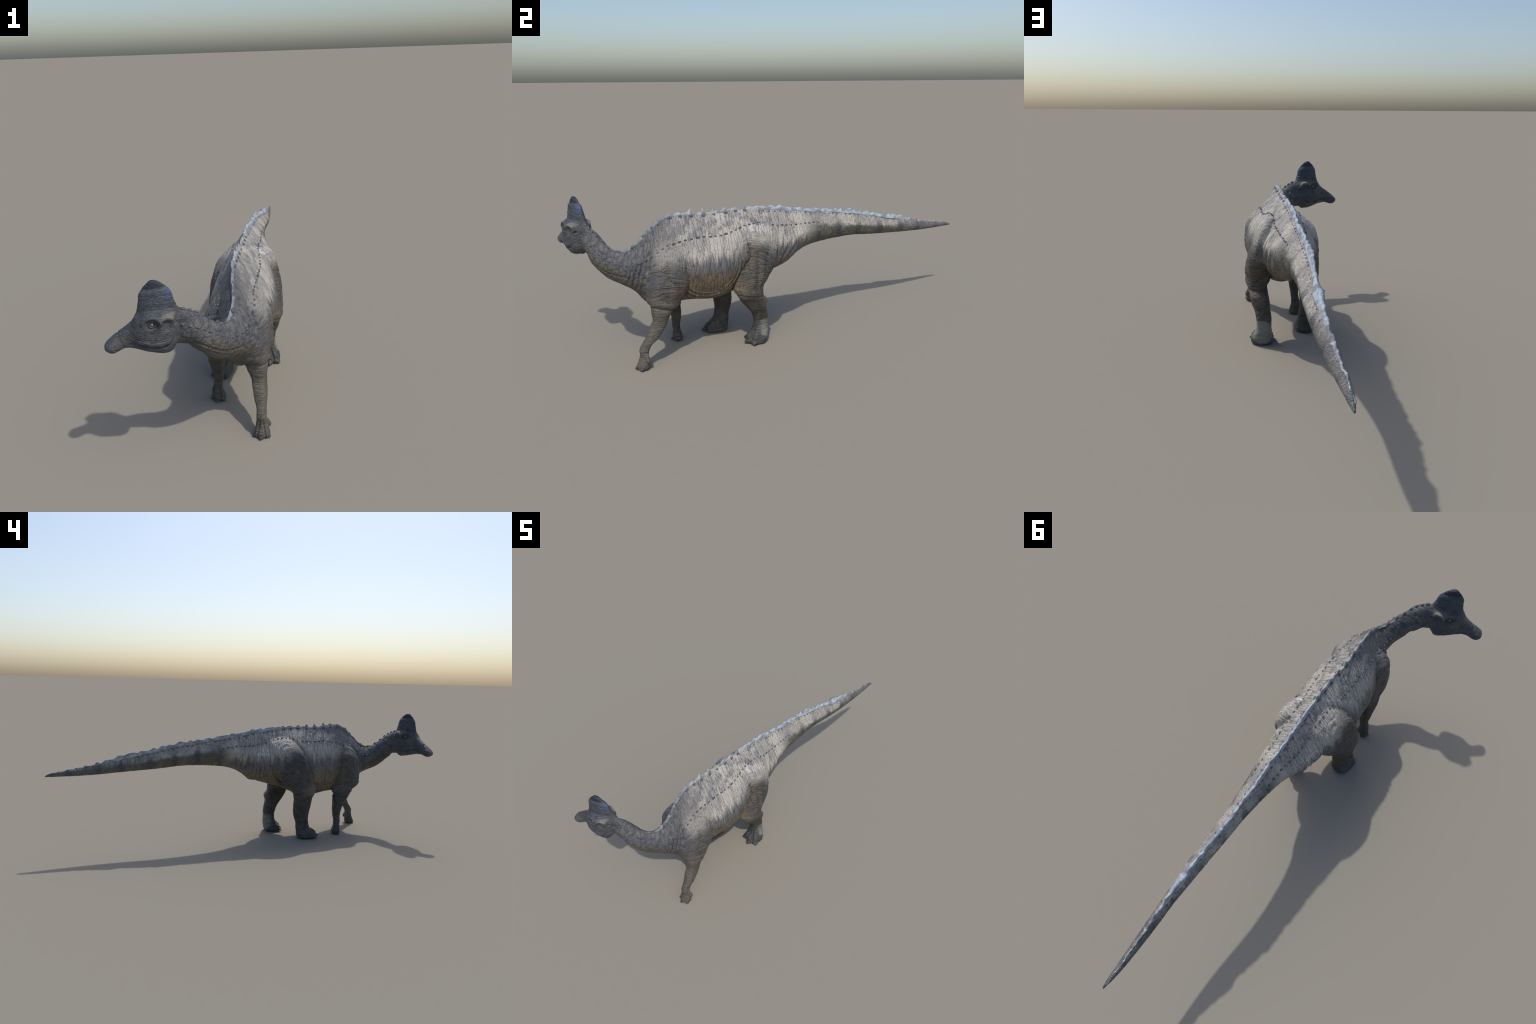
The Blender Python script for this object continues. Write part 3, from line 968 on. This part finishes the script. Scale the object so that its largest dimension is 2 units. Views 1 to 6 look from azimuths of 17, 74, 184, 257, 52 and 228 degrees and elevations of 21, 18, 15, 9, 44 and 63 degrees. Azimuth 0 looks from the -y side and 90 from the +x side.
RIGHT_ROW = [(-.118, -.862, .520), (-.060, -.842, .500), (.000, -.800, .465), (.050, -.735, .435), (.048, -.680, .440), (.032, -.640, .456), (.020, -.600, .478), (.010, -.565, .494),
             (.002, -.538, .506), (-.003, -.510, .513), (-.011, -.477, .518), (-.015, -.447, .522), (-.025, -.420, .525), (-.029, -.394, .526), (-.036, -.366, .522),
             (-.040, -.339, .525), (-.043, -.304, .527), (-.048, -.275, .534), (-.054, -.223, .543), (-.062, -.172, .541), (-.070, -.124, .534),
             (-.083, -.077, .521), (-.093, -.030, .512), (-.096, .015, .507), (-.098, .065, .507), (-.105, .122, .500), (-.107, .150, .498)]
for row, start in ((LEFT_ROW, 0.0), (RIGHT_ROW[3:], 0.0)):
    dense = spline(row, 600)
    arc = np.concatenate([[0], np.cumsum(np.linalg.norm(np.diff(dense, axis=0), axis=1))])
    s = .004
    while s < arc[-1]:
        p = np.array([np.interp(s, arc, dense[:, k]) for k in range(3)])
        t = np.array([np.interp(s + .01, arc, dense[:, k]) - np.interp(s - .01, arc, dense[:, k]) for k in range(3)])
        hit, nn = seat(p)
        k = rng.uniform(.8, 1.2) * (1.12 if p[1] < -.3 else .88)
        ob = link(bpy.data.objects.new("flank_scute", scute_mesh), parts['torso'] if -.66 < p[1] < .03 else parts['neck'] if p[1] < 0 else parts['tail'])
        frame(ob, np.array(hit) + np.array([0, 0, rng.uniform(-.0015, .0015)]), t + np.array([0, 0, rng.uniform(-.004, .004)]), nn, (k * rng.uniform(.9, 1.15), k, k))
        s += (.0265 if p[1] < -.3 else .024) * rng.uniform(.9, 1.1)

# ridge along the back: height profile with saw-tooth spikes on the trunk and a ragged welt on the tail
SPIKES = [(-.702, .006, .012), (-.658, .004, .012), (-.624, .006, .010), (-.589, .004, .012), (-.534, .006, .014), (-.490, .007, .013), (-.446, .016, .011), (-.390, .018, .012),
          (-.344, .016, .011), (-.294, .008, .013), (-.245, .006, .016), (-.202, .009, .010), (-.072, .006, .014), (-.030, .006, .014), (.362, .010, .026),
          (.560, .007, .016), (.600, .006, .03), (.640, .004, .03), (.765, .009, .013), (.820, .003, .01), (.860, .003, .008), (.90, .003, .008), (.94, .003, .006)]
scallop = random.Random(3)
yy0 = -.17
while yy0 < .74:
    if not (.32 < yy0 < .41 or .53 < yy0 < .66):
        SPIKES.append((yy0, scallop.uniform(.002, .0065), scallop.uniform(.014, .026)))
    yy0 += scallop.uniform(.030, .055)
RW = curve(TRUNK, 1400)
RW = RW[(RW[:, 1] > -.80) & (RW[:, 1] < .985)]


def ridge_mesh():
    top = RW[:, :3]
    yy = top[:, 1]
    h = .0042 + .0038 * smoothstep(-.25, -.05, yy) * smoothstep(.75, .55, yy) + .0012 * smoothstep(-.62, -.5, yy) * smoothstep(-.2, -.3, yy)
    h = h * smoothstep(.99, .80, yy) * smoothstep(-.80, -.72, yy) + .0006
    w = .0065 + .001 * smoothstep(-.2, .1, yy) - .0045 * smoothstep(.70, .95, yy) - .002 * smoothstep(-.6, -.75, yy)
    w = w + .006 * bell(yy - .575, .03) + .004 * bell(yy - .62, .04) + .003 * bell(yy - .362, .03)
    for y0, hh, ww in SPIKES:
        d = np.abs(yy - y0) / ww
        h = h + hh * np.clip(1 - d, 0, 1) ** (1.1 if y0 < -.15 else .7)
    n1 = noise(np.stack([yy * 55, yy * 0, yy * 0], 1), 77) - .5
    n2 = noise(np.stack([yy * 130, yy * 0, yy * 0 + 4], 1), 78) - .5
    h = h + (.0050 * n1 + .003 * n2) * smoothstep(-.75, -.6, yy) * smoothstep(.97, .8, yy)
    h = np.maximum(h, .0008)
    t = np.gradient(top, axis=0)
    t /= np.linalg.norm(t, axis=1)[:, None]
    sidev = np.stack([t[:, 1], -t[:, 0], 0 * t[:, 0]], 1)
    sidev /= np.linalg.norm(sidev, axis=1)[:, None]
    upv = np.cross(sidev, t)
    lean = -.0025 - .006 * bell(yy - .362, .03) - .004 * bell(yy - .575, .04) + .007 * (noise(np.stack([yy * 40, yy * 0, yy * 0 + 9], 1), 80) - .5)
    flat = .30 + .35 * bell(yy - .59, .05) + .25 * smoothstep(.0, .3, yy) * smoothstep(.72, .6, yy)
    sh = Shell()
    prof = [(-1.0, -1), (-.86, -.1), (-.55, .62), ('f', .97), (0, 1.02), ('F', .97), (.55, .62), (.86, -.1), (1.0, -1)]
    R = np.zeros((len(top), len(prof), 3))
    for j, (a, b) in enumerate(prof):
        aa = -flat * .7 if a == 'f' else flat * .7 if a == 'F' else np.full(len(top), float(a))
        jag = (noise(np.stack([yy * 90, yy * 0 + j * 3.7, yy * 0], 1), 91) - .5) * .0022
        hh = np.where(b < 0, b * (.008 + 0 * h) if b == -1 else b * .012, b * h)
        R[:, j] = top + sidev * (aa * w + lean * max(b, 0) + jag)[:, None] + upv * (hh - .0015)[:, None]
    sh.rings(R[:, ::-1])
    me = sh.mesh("dorsal_ridge")
    me.polygons.foreach_set("use_smooth", np.ones(len(me.polygons), bool))
    me.materials.append(RIDGE)
    return me


link(bpy.data.objects.new("dorsal_ridge", ridge_mesh()), root)

# dark scutes along both sides of the ridge
back_mesh = dome_mesh("dorsal_scute", .0085, .0058, .0030, 18, 10, .3, SCUTE)
small_mesh = dome_mesh("dorsal_scute", .0042, .0032, .0020, 14, 8, .2, SCUTE)
knob_mesh = dome_mesh("dorsal_scute", .0105, .0058, .0046, 20, 12, .5, SCUTE)


def on_top(y0):
    i = np.abs(RW[:, 1] - y0).argmin()
    a, b = max(i - 8, 0), min(i + 8, len(RW) - 1)
    t = RW[b, :3] - RW[a, :3]
    t /= np.linalg.norm(t)
    sv = np.array([t[1], -t[0], 0])
    sv /= np.linalg.norm(sv)
    return RW[i, :3], t, sv


def dorsal(mesh, p, t, nn, k, parent):
    ob = link(bpy.data.objects.new("dorsal_scute", mesh), parent)
    frame(ob, p, t, nn, (k * rng.uniform(.9, 1.15), k, k))


NECK_KNOBS = [(-.002, -.870, .589), (.016, -.857, .578), (.041, -.839, .565), (.056, -.823, .540), (.071, -.804, .518), (.085, -.779, .497), (.096, -.744, .485),
              (.100, -.705, .498), (.094, -.659, .532), (.081, -.626, .561)]
for i, p in enumerate(NECK_KNOBS):
    a, b = np.array(NECK_KNOBS[max(i - 1, 0)]), np.array(NECK_KNOBS[min(i + 1, len(NECK_KNOBS) - 1)])
    hit, nn = seat(np.array(p) + np.array([0, 0, .02 if i > 1 else -.004]))
    out = np.array([0, 0, .3]) + np.array(nn)
    dorsal(knob_mesh, np.array(hit) + np.array(nn) * .0012, b - a, out, rng.uniform(.75, 1.15), parts['neck'])
for y0 in (-.586, -.537, -.493, -.446, -.390, -.344, -.291, -.247, -.202):
    top, t, sv = on_top(y0)
    for sg in (1, -1):
        p = top + sv * sg * .0105 - np.array([0, 0, .006])
        hit, nn = seat(p)
        dorsal(back_mesh, np.array(hit) + np.array([0, 0, .001]), t, np.array(nn) + np.array([0, 0, .3]), rng.uniform(.85, 1.15), parts['torso'])
y0 = -.165
while y0 < .70:
    top, t, sv = on_top(y0)
    for sg in (1, -1):
        p = top + sv * sg * (.012 + rng.uniform(-.002, .002)) - np.array([0, 0, .013 + rng.uniform(-.002, .002)])
        hit, nn = seat(p)
        dorsal(small_mesh, np.array(hit), t, nn, rng.uniform(.75, 1.25) * (1 - .3 * (y0 > .4)), parts['torso' if y0 < .03 else 'tail'])
    y0 += rng.uniform(.020, .030)

# blunt hoof-like claws
def claw_shape():
    """a blunt hoof nail: broad at the root, drawn out to a low edge in front"""
    me = dome_mesh("claw", 1, 1, 1, 24, 16, 0, HORN)
    for v in me.vertices:
        x, y, z = v.co
        f = max(0.0, x)
        v.co = (x * (.0118 + .0050 * f), y * .0128 * (1 - .42 * f * f), z * .0115 * (1 - .50 * f) - .0040 * f)
    me.update()
    return me


claw_mesh = claw_shape()
for key, toes in TOES.items():
    z0, z1 = TOE_Z[key]
    for (ax, ay), (bx, by), r in toes:
        d = np.array([bx - ax, by - ay, 0.0])
        d /= np.linalg.norm(d)
        k = r / .0155
        p = np.array([bx, by, .0098 * k + .001]) + d * (.0090 * k)
        ob = link(bpy.data.objects.new("claw", claw_mesh), parts[key])
        frame(ob, p, d, (d[0] * .12, d[1] * .12, 1), (k, k, k * .8))
